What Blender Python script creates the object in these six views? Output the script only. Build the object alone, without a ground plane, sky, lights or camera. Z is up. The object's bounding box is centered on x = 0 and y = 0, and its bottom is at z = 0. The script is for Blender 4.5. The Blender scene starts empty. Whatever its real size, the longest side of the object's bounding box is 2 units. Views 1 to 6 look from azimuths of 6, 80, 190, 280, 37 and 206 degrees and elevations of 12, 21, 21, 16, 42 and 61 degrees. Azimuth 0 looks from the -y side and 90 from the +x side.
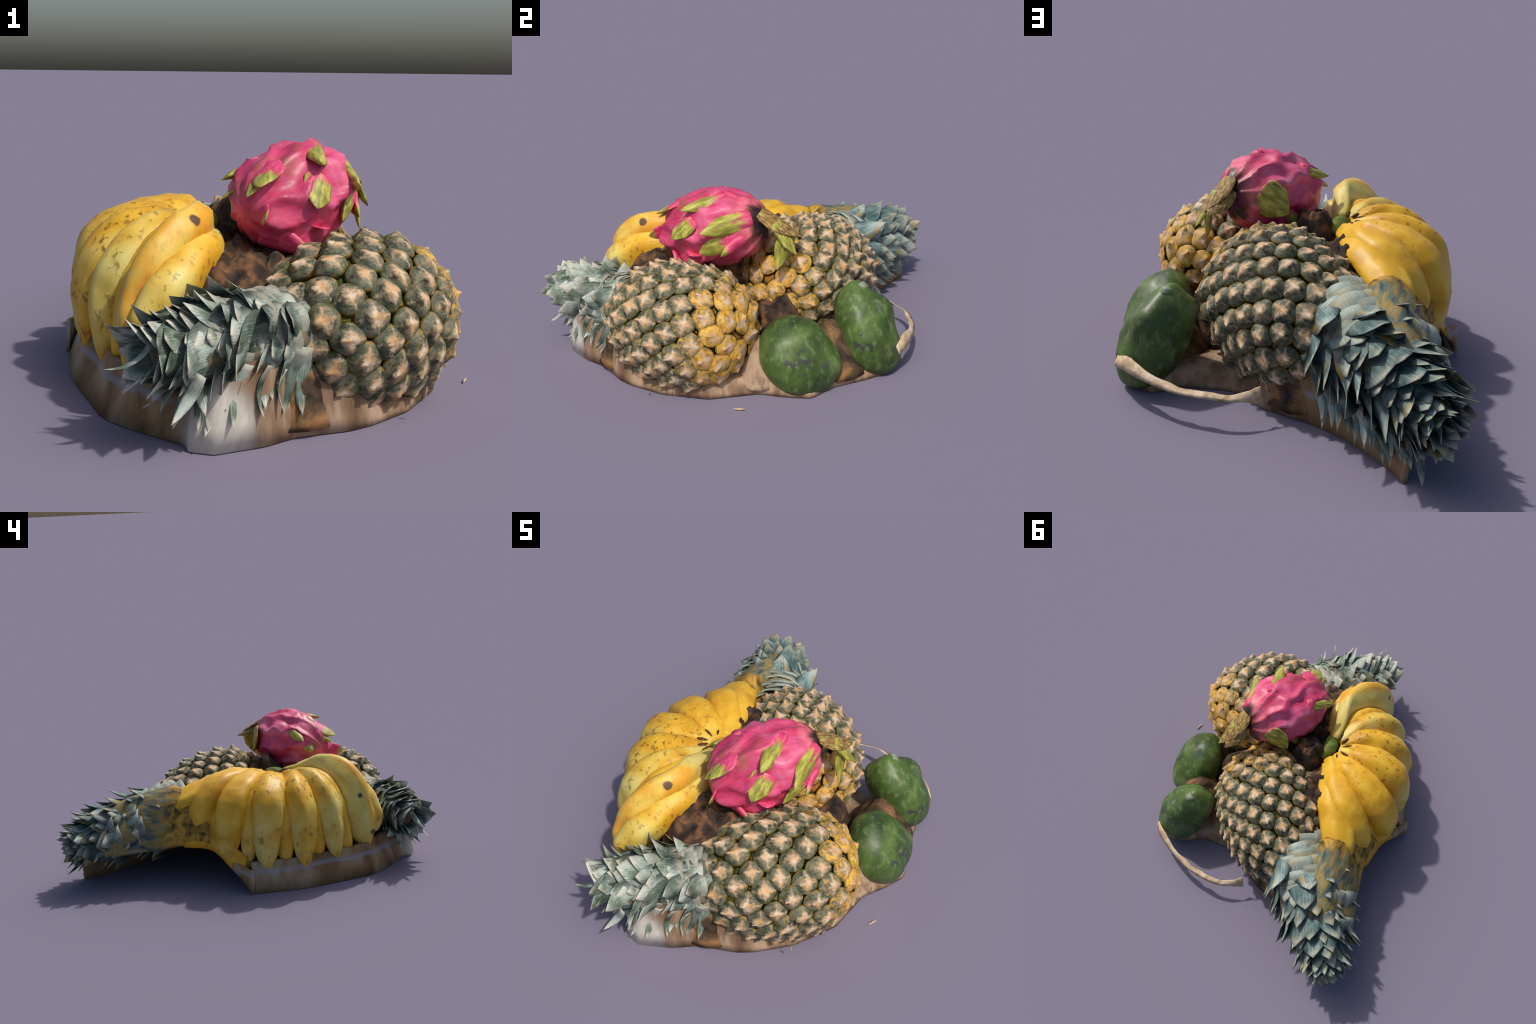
import bpy, bmesh, math, random
import numpy as np
from mathutils import Vector, Matrix, noise, Quaternion

rng = random.Random(7)
V = Vector

# ------------------------------------------------------------------ helpers
def lin(r, g, b):
    """sRGB 0-255 -> linear rgba"""
    f = lambda c: (c / 255 / 12.92) if c <= 10 else ((c / 255 + .055) / 1.055) ** 2.4
    return (f(r), f(g), f(b), 1)

def smooth(x, a, b):
    t = min(1, max(0, (x - a) / (b - a)))
    return t * t * (3 - 2 * t)

def fbm(p, s, seed=0.0, oct=3):
    return noise.fractal(V(p) * s + V((seed, seed * 1.7, -seed)), 1.0, 2.0, oct)

def mesh_from(name, verts, faces, smooth_shade=True):
    me = bpy.data.meshes.new(name)
    me.from_pydata([tuple(v) for v in verts], [], faces)
    me.validate()
    if smooth_shade:
        me.polygons.foreach_set("use_smooth", [True] * len(me.polygons))
    me.update()
    return me

def add(name, me, parent=None, mat=None, M=None):
    ob = bpy.data.objects.new(name, me)
    bpy.context.scene.collection.objects.link(ob)
    if M is not None:
        ob.matrix_basis = M
    if parent is not None:
        ob.parent = parent
        ob.matrix_parent_inverse = WORLD[parent.name].inverted()
    WORLD[ob.name] = ob.matrix_basis.copy()
    if mat is not None and me is not None and not me.materials:
        me.materials.append(mat)
    return ob

WORLD = {}

def thing(name, loc, label, category):
    ob = add(name, None, M=Matrix.Translation(loc))
    ob["label"] = label
    ob["category"] = category
    return ob

def frame(x, z):
    """matrix with local X along x and local Z close to z"""
    x = V(x).normalized()
    y = V(z).cross(x).normalized()
    z = x.cross(y)
    return Matrix((x, y, z)).transposed()

def catmull(pts, n):
    P = [V(p) for p in pts]
    P = [P[0] * 2 - P[1]] + P + [P[-1] * 2 - P[-2]]
    out, m = [], len(P) - 3
    for k in range(n + 1):
        u = k / n * m
        i = min(int(u), m - 1)
        t = u - i
        a, b, c, d = P[i:i + 4]
        out.append(.5 * ((2 * b) + (c - a) * t + (2 * a - 5 * b + 4 * c - d) * t * t + (3 * b - a - 3 * c + d) * t ** 3))
    return out

def interp(x, table):
    for (x0, y0), (x1, y1) in zip(table, table[1:]):
        if x <= x1:
            t = 0 if x1 == x0 else max(0, (x - x0) / (x1 - x0))
            return y0 + (y1 - y0) * t
    return table[-1][1]

def cut_below(me, co, no):
    """remove what lies on the negative side of a plane and close the cut"""
    bm = bmesh.new()
    bm.from_mesh(me)
    geo = bm.verts[:] + bm.edges[:] + bm.faces[:]
    r = bmesh.ops.bisect_plane(bm, geom=geo, plane_co=co, plane_no=no, clear_inner=True)
    ed = [e for e in r["geom_cut"] if isinstance(e, bmesh.types.BMEdge)]
    if ed:
        bmesh.ops.holes_fill(bm, edges=ed)
    bm.to_mesh(me)
    bm.free()

# ------------------------------------------------------------------ node helpers
class Mat:
    def __init__(s, name, rough=.5, spec=.35):
        s.m = bpy.data.materials.new(name)
        s.m.use_nodes = True
        s.t = s.m.node_tree
        s.n = s.t.nodes
        s.b = s.n["Principled BSDF"]
        s.b.inputs["Roughness"].default_value = rough
        s.b.inputs["Specular IOR Level"].default_value = spec
        s.tc = s.n.new("ShaderNodeTexCoord")
        s.obj = s.tc.outputs["Object"]

    def link(s, a, b):
        if isinstance(a, (int, float)):
            b.default_value = a
        elif isinstance(a, tuple):
            b.default_value = a
        else:
            s.t.links.new(a, b)

    def map(s, vec, scale=(1, 1, 1), loc=(0, 0, 0), rot=(0, 0, 0)):
        n = s.n.new("ShaderNodeMapping")
        s.link(vec, n.inputs["Vector"])
        n.inputs["Scale"].default_value = scale
        n.inputs["Location"].default_value = loc
        n.inputs["Rotation"].default_value = rot
        return n.outputs[0]

    def noise(s, scale, vec=None, detail=3, rough=.55, dist=0.0):
        n = s.n.new("ShaderNodeTexNoise")
        s.link(vec or s.obj, n.inputs["Vector"])
        n.inputs["Scale"].default_value = scale
        n.inputs["Detail"].default_value = detail
        n.inputs["Roughness"].default_value = rough
        n.inputs["Distortion"].default_value = dist
        return n.outputs[0]

    def voronoi(s, scale, vec=None, feature="F1"):
        n = s.n.new("ShaderNodeTexVoronoi")
        n.feature = feature
        s.link(vec or s.obj, n.inputs["Vector"])
        n.inputs["Scale"].default_value = scale
        return n.outputs["Distance"]

    def math(s, op, a, b=0.0, c=0.0):
        n = s.n.new("ShaderNodeMath")
        n.operation = op
        for i, x in enumerate((a, b, c)):
            s.link(x, n.inputs[i])
        return n.outputs[0]

    def sep(s, vec):
        n = s.n.new("ShaderNodeSeparateXYZ")
        s.link(vec, n.inputs[0])
        return n.outputs

    def step(s, x, a, b):
        """smoothstep of x from a (0) to b (1); a may exceed b"""
        n = s.n.new("ShaderNodeMapRange")
        n.interpolation_type = "SMOOTHSTEP"
        s.link(x, n.inputs["Value"])
        if a > b:
            n.inputs["From Min"].default_value, n.inputs["From Max"].default_value = b, a
            n.inputs["To Min"].default_value, n.inputs["To Max"].default_value = 1, 0
        else:
            n.inputs["From Min"].default_value, n.inputs["From Max"].default_value = a, b
        return n.outputs[0]

    def mix(s, f, a, b):
        n = s.n.new("ShaderNodeMix")
        n.data_type = "RGBA"
        s.link(f, n.inputs[0])
        s.link(a, n.inputs[6])
        s.link(b, n.inputs[7])
        return n.outputs[2]

    def ramp(s, f, stops):
        n = s.n.new("ShaderNodeValToRGB")
        s.link(f, n.inputs[0])
        e = n.color_ramp.elements
        while len(e) < len(stops):
            e.new(.5)
        for el, (p, c) in zip(e, stops):
            el.position, el.color = p, c
        return n.outputs[0]

    def attr(s, name):
        n = s.n.new("ShaderNodeAttribute")
        n.attribute_type = "OBJECT"
        n.attribute_name = f'["{name}"]'
        return n.outputs["Fac"]

    def random(s):
        return s.n.new("ShaderNodeObjectInfo").outputs["Random"]

    def offset_noise(s, scale, detail=3, dist=0.0, k=37.0):
        """noise that differs from object to object"""
        c = s.n.new("ShaderNodeVectorMath")
        c.operation = "ADD"
        s.link(s.obj, c.inputs[0])
        s.link(s.math("MULTIPLY", s.random(), k), c.inputs[1])
        return s.noise(scale, c.outputs[0], detail, dist=dist)

    def done(s, color, bump=None, strength=.3, dist=.01):
        s.link(color, s.b.inputs["Base Color"])
        if bump is not None:
            n = s.n.new("ShaderNodeBump")
            n.inputs["Strength"].default_value = strength
            n.inputs["Distance"].default_value = dist
            s.link(bump, n.inputs["Height"])
            s.link(n.outputs[0], s.b.inputs["Normal"])
        return s.m

# ------------------------------------------------------------------ materials
def mat_fruitlet():
    m = Mat("pineapple_fruitlet_skin", .5, .3)
    X, Y, Z = m.sep(m.obj)
    n1 = m.offset_noise(1.6, 4)
    n2 = m.offset_noise(4.5, 4, k=11.0)
    n3 = m.offset_noise(2.4, 3, k=71.0)
    ripe = m.attr("ripeness")
    skin = m.ramp(n1, [(.3, lin(40, 46, 34)), (.46, lin(76, 82, 60)), (.6, lin(116, 116, 92)), (.76, lin(84, 76, 70))])
    gold = m.ramp(n1, [(.3, lin(120, 104, 44)), (.46, lin(198, 146, 56)), (.58, lin(224, 176, 60)), (.7, lin(200, 150, 110))])
    skin = m.mix(m.step(m.math('ADD', ripe, m.math('MULTIPLY', m.math('SUBTRACT', n3, .5), 2.2)), .36, .96), skin, gold)
    # dark freckles
    skin = m.mix(m.math("MULTIPLY", m.step(n2, .58, .68), .75), skin, lin(66, 58, 56))
    # olive rim next to the groove
    r = m.math("POWER", m.math("ADD", m.math("POWER", m.math("ABSOLUTE", X), 2.0), m.math("POWER", m.math("ABSOLUTE", Y), 2.0)), .5)
    rr = m.math("ADD", r, m.math("MULTIPLY", m.math("SUBTRACT", n2, .5), .35))
    rim = m.mix(m.step(n3, .4, .6), lin(84, 92, 40), lin(150, 118, 56))
    skin = m.mix(m.step(rr, .80, .95), skin, rim)
    skin = m.mix(m.step(rr, .95, 1.05), skin, lin(44, 46, 24))
    # pale star-shaped bract: four arms reaching to the corners of the eye
    xs = m.math("ADD", X, .1)
    ax = m.math("POWER", m.math("ADD", m.math("ABSOLUTE", xs), .001), .62)
    ay = m.math("POWER", m.math("ADD", m.math("ABSOLUTE", Y), .001), .62)
    star = m.math("ADD", m.math("ADD", ax, ay), m.math("MULTIPLY", m.math("SUBTRACT", n2, .5), .7))
    star = m.math("ADD", star, m.math("MULTIPLY", m.math("SUBTRACT", n3, .5), 1.3))
    cream = m.mix(m.step(n1, .35, .65), lin(220, 196, 166), lin(206, 160, 108))
    col = m.mix(m.math('MULTIPLY', m.step(star, 1.2, .46), .93), skin, cream)
    hi = m.noise(9, None, 3)
    return m.done(col, hi, .25, .01)

def mat_pine_body():
    m = Mat("pineapple_groove", .6, .2)
    n = m.noise(22, None, 4)
    X = m.sep(m.obj)[0]
    green = m.ramp(n, [(.3, lin(40, 42, 22)), (.5, lin(92, 98, 36)), (.68, lin(150, 116, 60))])
    end = m.ramp(n, [(.3, lin(74, 50, 34)), (.5, lin(168, 112, 50)), (.7, lin(120, 84, 56))])
    return m.done(m.mix(m.step(m.math("ABSOLUTE", X), .26, .33), green, end), n, .4, .01)

def mat_leaf(name, pale, mid, deep, tip, width=.22):
    m = Mat(name, .5, .3)
    X, Y, Z = m.sep(m.obj)
    n = m.offset_noise(1.5, 4)
    st = m.noise(3.0, m.map(m.obj, (.9, 22, 1)), 4)
    col = m.ramp(m.math("ADD", m.math("MULTIPLY", n, .7), m.math("MULTIPLY", st, .3)),
                 [(.36, deep), (.47, mid), (.58, pale), (.7, mid)])
    col = m.mix(m.math("MULTIPLY", m.step(m.random(), .55, 1.0), .55), col, deep)
    edge = m.math('ADD', m.math('MULTIPLY', m.math('ABSOLUTE', Y), 1 / width), m.math('MULTIPLY', m.math('SUBTRACT', n, .5), .8))
    col = m.mix(m.math('MULTIPLY', m.step(edge, .5, .95), .8), col, deep)
    col = m.mix(m.math("MULTIPLY", m.step(m.math("ADD", X, m.math("MULTIPLY", n, .3)), .9, 1.15), .7), col, tip)
    if 'blue' in name:
        col = m.mix(m.math('MULTIPLY', m.step(m.offset_noise(2.2, 3, k=53.0), .56, .68), .6), col, lin(172, 140, 62))
    # pale sheath at the base
    col = m.mix(m.math("MULTIPLY", m.step(m.math("ADD", X, m.math("MULTIPLY", n, .4)), .5, .25), .35), col, tip)
    return m.done(col, st, .35, .01)

def mat_banana(name="banana_peel", spots=(), split=None):
    m = Mat(name, .45, .35)
    X, Y, Z = m.sep(m.obj)
    n = m.noise(7, None, 4)
    ripe = m.attr("paleness")
    rich = m.ramp(n, [(.3, lin(190, 136, 30)), (.5, lin(222, 170, 44)), (.7, lin(238, 196, 66))])
    pale = m.ramp(n, [(.3, lin(196, 168, 66)), (.5, lin(218, 198, 104)), (.7, lin(228, 214, 134))])
    # pale ridge bands alternate with richer orange faces along the fruit
    band = m.math("ADD", ripe, m.math("MULTIPLY", m.math("SUBTRACT", m.noise(3.2, None, 2), .5), 1.6))
    col = m.mix(m.step(band, .25, .85), rich, pale)
    col = m.mix(m.math("MULTIPLY", m.step(m.noise(2.6, m.map(m.obj, (1, 1, 1), (3, 1, 4)), 3), .52, .68), .5), col, lin(226, 160, 42))
    if split:
        u = m.math("ADD", m.math("ADD", m.math("MULTIPLY", X, .8), m.math("MULTIPLY", Y, -.6)), m.math("MULTIPLY", m.math("SUBTRACT", n, .5), .05))
        col = m.mix(m.math("MULTIPLY", m.step(u, split + .0, split - .02), .85), col, pale)
        face = m.step(u, split - .005, split + .012)
        col = m.mix(m.math("MULTIPLY", face, .8), col, m.mix(m.step(n, .38, .62), lin(226, 156, 42), lin(230, 188, 76)))
    for (sx, sy, sz), rad in spots:
        d = m.n.new("ShaderNodeVectorMath")
        d.operation = "LENGTH"
        m.link(m.map(m.obj, (1, 1, 1), (-sx, -sy, -sz)), d.inputs[0])
        e = m.math("ADD", d.outputs["Value"], m.math("MULTIPLY", m.math("SUBTRACT", m.noise(30, None, 2), .5), rad * .8))
        col = m.mix(m.math("MULTIPLY", m.step(e, rad * 1.15, rad * .75), .9), col, lin(58, 44, 52))
    # freckles and bruises
    fr = m.noise(34, m.map(m.obj, (1.3, 1.3, .75), (.3, 0, 0)), 3)
    gate = m.step(m.noise(5, m.map(m.obj, (1, 1, 1), (7, 2, 1)), 2), .40, .55)
    frm = m.math("MULTIPLY", m.math("MULTIPLY", m.step(fr, .56, .66), gate), m.attr("freckles"))
    col = m.mix(m.math("MULTIPLY", frm, .8), col, lin(112, 74, 38))
    br = m.step(m.noise(16, m.map(m.obj, (1, 1, 1), (1, 5, 9)), 3), .60, .70)
    col = m.mix(m.math("MULTIPLY", m.math("MULTIPLY", br, m.attr("freckles")), .65), col, lin(128, 88, 40))
    return m.done(col, m.noise(24, None, 3), .08, .01)

def mat_flat(name, a, b, c, scale=14, rough=.6, bump=.3, detail=4):
    m = Mat(name, rough, .25)
    n = m.noise(scale, None, detail, dist=.4)
    return m.done(m.ramp(n, [(.32, a), (.5, b), (.68, c)]), n, bump, .01)

def mat_mango():
    m = Mat("green_mango_skin", .42, .38)
    n = m.noise(5, None, 4, dist=.5)
    f = m.noise(38, m.map(m.obj, (1, 1, .55)), 4)
    col = m.ramp(n, [(.3, lin(44, 58, 32)), (.46, lin(68, 90, 40)), (.6, lin(92, 114, 56)), (.74, lin(136, 150, 106))])
    col = m.mix(m.math("MULTIPLY", m.step(f, .5, .68), .35), col, lin(138, 158, 108))
    col = m.mix(m.math("MULTIPLY", m.step(f, .46, .3), .35), col, lin(40, 66, 34))
    p = m.map(m.obj, (1, 1, 1), m_patch["loc"])
    d = m.n.new("ShaderNodeVectorMath")
    d.operation = "LENGTH"
    m.link(p, d.inputs[0])
    blot = m.math("MULTIPLY", m.step(d.outputs["Value"], .085, .05), m.step(m.noise(34, None, 3), .5, .6))
    blot = m.math("MAXIMUM", blot, m.math("MULTIPLY", m.step(m.noise(13, m.map(m.obj, (1, 1, 1), (4, 4, 1)), 4), .60, .72), .7))
    col = m.mix(m.math("MULTIPLY", blot, .85), col, lin(62, 58, 66))
    return m.done(col, f, .06, .01)
m_patch = {"loc": (0, 0, 0)}

def mat_dragon():
    m = Mat("dragon_fruit_skin", .42, .4)
    X, Y, Z = m.sep(m.obj)
    n = m.noise(6.5, None, 4, dist=.8)
    st = m.noise(5, m.map(m.obj, (1.2, 6, 6)), 4)
    v = m.math("ADD", m.math("MULTIPLY", n, .6), m.math("MULTIPLY", st, .4))
    col = m.ramp(v, [(.32, lin(160, 40, 78)), (.46, lin(204, 66, 106)), (.57, lin(220, 96, 134)), (.7, lin(232, 138, 164))])
    far = m.math("ADD", X, m.math("MULTIPLY", m.math("SUBTRACT", n, .5), .16))
    col = m.mix(m.math("MULTIPLY", m.step(far, .12, .2), .5), col, lin(232, 130, 130))
    col = m.mix(m.step(far, .19, .235), col, lin(92, 56, 40))
    col = m.mix(m.step(far, .225, .25), col, lin(40, 30, 32))
    col = m.mix(m.math('MULTIPLY', m.step(m.noise(9, m.map(m.obj, (1, 1, 1), (5, 1, 8)), 4, dist=1.0), .5, .68), .45), col, lin(150, 34, 70))
    # olive flush on the far flank
    g = m.math("MULTIPLY", m.step(m.noise(4, m.map(m.obj, (1, 1, 1), (2, 7, 3)), 3), .55, .68), .6)
    col = m.mix(g, col, lin(134, 96, 62))
    return m.done(col, st, .18, .01)

def mat_scale():
    m = Mat("dragon_fruit_scale", .42, .4)
    X, Y, Z = m.sep(m.obj)
    n = m.offset_noise(3, 4)
    green = m.ramp(n, [(.3, lin(104, 98, 44)), (.48, lin(150, 148, 60)), (.62, lin(192, 186, 88)), (.76, lin(134, 110, 72))])
    pink = m.ramp(n, [(.3, lin(190, 44, 90)), (.55, lin(222, 78, 120)), (.75, lin(240, 132, 150))])
    where = m.math("ADD", m.math("ADD", X, m.attr("greenness")), m.math("MULTIPLY", m.math("SUBTRACT", n, .5), .45))
    col = m.mix(m.step(where, .42, .68), pink, green)
    return m.done(col, m.noise(3, m.map(m.obj, (1, 9, 1)), 3), .15, .01)

def mat_table():
    m = Mat("weathered_table_wood", .7, .2)
    X, Y, Z = m.sep(m.obj)
    n = m.noise(6, m.map(m.obj, (1.2, 1.2, .5)), 4, dist=.8)
    st = m.noise(9, m.map(m.obj, (1.6, 1.6, .35)), 4)
    wood = m.ramp(st, [(.3, lin(104, 80, 60)), (.48, lin(140, 114, 90)), (.62, lin(176, 150, 124)), (.75, lin(124, 100, 80))])
    dark = m.ramp(n, [(.3, lin(112, 84, 60)), (.5, lin(156, 128, 94)), (.7, lin(176, 162, 138))])
    left = m.step(m.math("ADD", X, m.math("MULTIPLY", m.math("SUBTRACT", n, .5), .1)), -.1, -.2)
    col = m.mix(left, wood, dark)
    # pale paper-like stretch below the front crown
    d = m.n.new("ShaderNodeVectorMath")
    d.operation = "LENGTH"
    m.link(m.map(m.obj, (1, 1, .6), (.03, .9, 0)), d.inputs[0])
    w = m.step(m.math("ADD", d.outputs["Value"], m.math("MULTIPLY", m.math("SUBTRACT", st, .5), .12)), .15, .08)
    col = m.mix(m.math("MULTIPLY", w, m.step(X, -.16, -.1)), col, m.mix(m.step(n, .4, .6), lin(212, 208, 194), lin(190, 184, 172)))
    # bluish-white hem where the bananas rest
    streak = m.math("ADD", Z, m.math("MULTIPLY", m.math("SUBTRACT", n, .5), .05))
    h = m.math("MULTIPLY", m.step(streak, .088, .1), m.step(streak, .125, .108))
    col = m.mix(m.math("MULTIPLY", m.math("MULTIPLY", h, left), .45), col, lin(150, 158, 176))
    return m.done(col, st, .3, .01)

FRUITLET = mat_fruitlet()
PINE_BODY = mat_pine_body()
LEAF_PALE = mat_leaf("pale_crown_leaf", lin(194, 204, 194), lin(112, 130, 114), lin(44, 58, 48), lin(222, 212, 192), .44)
LEAF_BLUE = mat_leaf("blue_crown_leaf", lin(154, 176, 172), lin(80, 106, 104), lin(34, 52, 52), lin(196, 192, 168))  # palette darkened to include the shade over the crown
def mat_sheath():
    m = Mat("withered_sheath", .65, .2)
    X, Y, Z = m.sep(m.obj)
    n = m.noise(9, None, 4, dist=.6)
    st = m.noise(9, m.map(m.obj, (2.4, .8, 2.4), rot=(0, 0, .35)), 4, dist=.3)
    eyes = m.ramp(m.noise(17, None, 3, dist=.8), [(.34, lin(70, 62, 32)), (.47, lin(150, 118, 50)), (.6, lin(196, 150, 62)), (.74, lin(112, 98, 46))])
    blade = m.ramp(st, [(.32, lin(46, 60, 58)), (.44, lin(92, 106, 98)), (.54, lin(150, 126, 66)), (.66, lin(124, 138, 130)), (.78, lin(78, 90, 80))])
    return m.done(m.mix(m.step(m.math("ADD", Y, m.math("MULTIPLY", m.math("SUBTRACT", n, .5), .2)), -.10, .0), eyes, blade), st, .6, .015)
SHEATH = mat_sheath()
CROWN_CORE = mat_flat("crown_heart", lin(44, 54, 46), lin(86, 98, 84), lin(150, 124, 92), 18)
BANANA = mat_banana()
STEM_GREEN = mat_flat("banana_stalk", lin(58, 76, 28), lin(104, 120, 48), lin(150, 140, 60), 16)
NUB = mat_flat("banana_tip", lin(34, 28, 24), lin(62, 48, 34), lin(96, 76, 44), 30)
BRUISE = mat_flat("banana_bruise", lin(52, 32, 22), lin(84, 50, 28), lin(120, 74, 34), 40, bump=.1)
DRAGON = mat_dragon()
SCALE = mat_scale()
DRY = mat_flat("dry_scale", lin(74, 52, 40), lin(142, 108, 62), lin(186, 172, 96), 8)
TABLE = mat_table()
DEBRIS = mat_flat("dry_leaf_debris", lin(30, 25, 22), lin(66, 52, 42), lin(136, 94, 62), 16, .85, .9)
LITTER = mat_flat('crown_litter', lin(40, 36, 28), lin(86, 68, 50), lin(150, 110, 70), 13, .8, .7)
STRAW = mat_flat("straw", lin(170, 140, 104), lin(206, 180, 146), lin(226, 208, 184), 30)

# ------------------------------------------------------------------ pineapple
def eye_mesh(k):
    """one fruitlet: a rounded diamond pillow with a pointed bract; local X runs
    towards the crown, unit half-diagonals, height in metres-like units"""
    r = random.Random(100 + k)
    rings, segs = 8, 28
    verts, faces = [], []
    tipx, tipy = .12 + r.uniform(-.08, .1), r.uniform(-.1, .1)
    spike = r.uniform(.5, 1.15)
    sd = r.uniform(0, 50)

    def h(x, y, rho):
        pillow = (1 - rho ** 2.6)
        d = math.hypot((x - tipx) * 1.15, y - tipy)
        keel = math.exp(-((y - tipy * .5) / .2) ** 2) * smooth(x, -.9, tipx) * (1 - smooth(x, tipx, tipx + .25))
        bump = max(0, 1 - d / .42) ** 1.6 * spike + .25 * keel
        wob = .2 * noise.noise(V((x * 2.2 + sd, y * 2.2, sd))) + .08 * noise.noise(V((x * 6 + sd, y * 6, sd)))
        return .8 * pillow + .45 * bump + wob * (1 - rho)
    verts.append((0, 0, h(0, 0, 0)))
    for i in range(1, rings + 1):
        rho = i / rings
        for j in range(segs):
            a = 2 * math.pi * j / segs
            c, s = math.cos(a), math.sin(a)
            lim = (1 + .09 * noise.noise(V((c * 1.4, s * 1.4, sd)))) / (abs(c) ** 1.85 + abs(s) ** 1.85) ** (1 / 1.85)     # rounded outline
            x, y = c * lim * rho, s * lim * rho
            z = h(x, y, rho) if i < rings else -.22
            lean = max(0, z - .55) * .35
            verts.append((x + lean, y, z))
    for j in range(segs):
        faces.append((0, 1 + j, 1 + (j + 1) % segs))
    for i in range(rings - 1):
        for j in range(segs):
            a, b = 1 + i * segs + j, 1 + i * segs + (j + 1) % segs
            faces.append((a, a + segs, b + segs, b))
    n = len(verts)
    faces.append(tuple(1 + (rings - 1) * segs + (segs - 1 - j) for j in range(segs)))
    me = mesh_from("fruitlet", verts, faces)
    me.materials.append(FRUITLET)
    return me

EYES = [eye_mesh(k) for k in range(7)]

def leaf_mesh(name, k, mat, width, curl, length_segs=10, dish=-.35):
    """thick channelled blade along +X, unit length, tip curling to +Z"""
    r = random.Random(k * 13 + 5)
    cross = 7
    verts, faces = [], []
    tw = r.uniform(-.25, .25)
    bend = r.uniform(-.08, .08)
    for side in (1, -1):
        for i in range(length_segs + 1):
            t = i / length_segs
            w = width * interp(t, [(0, .8), (.25, 1), (.55, .86), (.8, .5), (.93, .2), (1, .015)])
            cx = t * (1 - .25 * curl * t * t)
            cz = curl * t ** 2.6 - .12 * math.sin(t * math.pi)
            cy = bend * t * t
            thick = .018 * (1 - .6 * t)
            for j in range(cross):
                v = j / (cross - 1) * 2 - 1
                y = v * w
                z = cz + dish * w * v * v + side * thick * (1 - v * v * .85) + tw * y * t
                z += .015 * noise.noise(V((t * 3 + k, v * 2, k * 3.1)))
                verts.append((cx, cy + y, z))
    L = (length_segs + 1) * cross
    for i in range(length_segs):
        for j in range(cross - 1):
            a = i * cross + j
            q = (a, a + cross, a + cross + 1, a + 1)
            faces.append(q)
            faces.append(tuple(L + x for x in reversed(q)))
    for i in range(length_segs):
        for j in (0, cross - 1):
            a, b = i * cross + j, (i + 1) * cross + j
            q = (a, L + a, L + b, b)
            faces.append(q if j == 0 else q[::-1])
    for i in (0, length_segs):
        for j in range(cross - 1):
            a = i * cross + j
            q = (a, a + 1, L + a + 1, L + a)
            faces.append(q if i == 0 else q[::-1])
    me = mesh_from(name, verts, faces)
    me.materials.append(mat)
    return me

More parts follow.
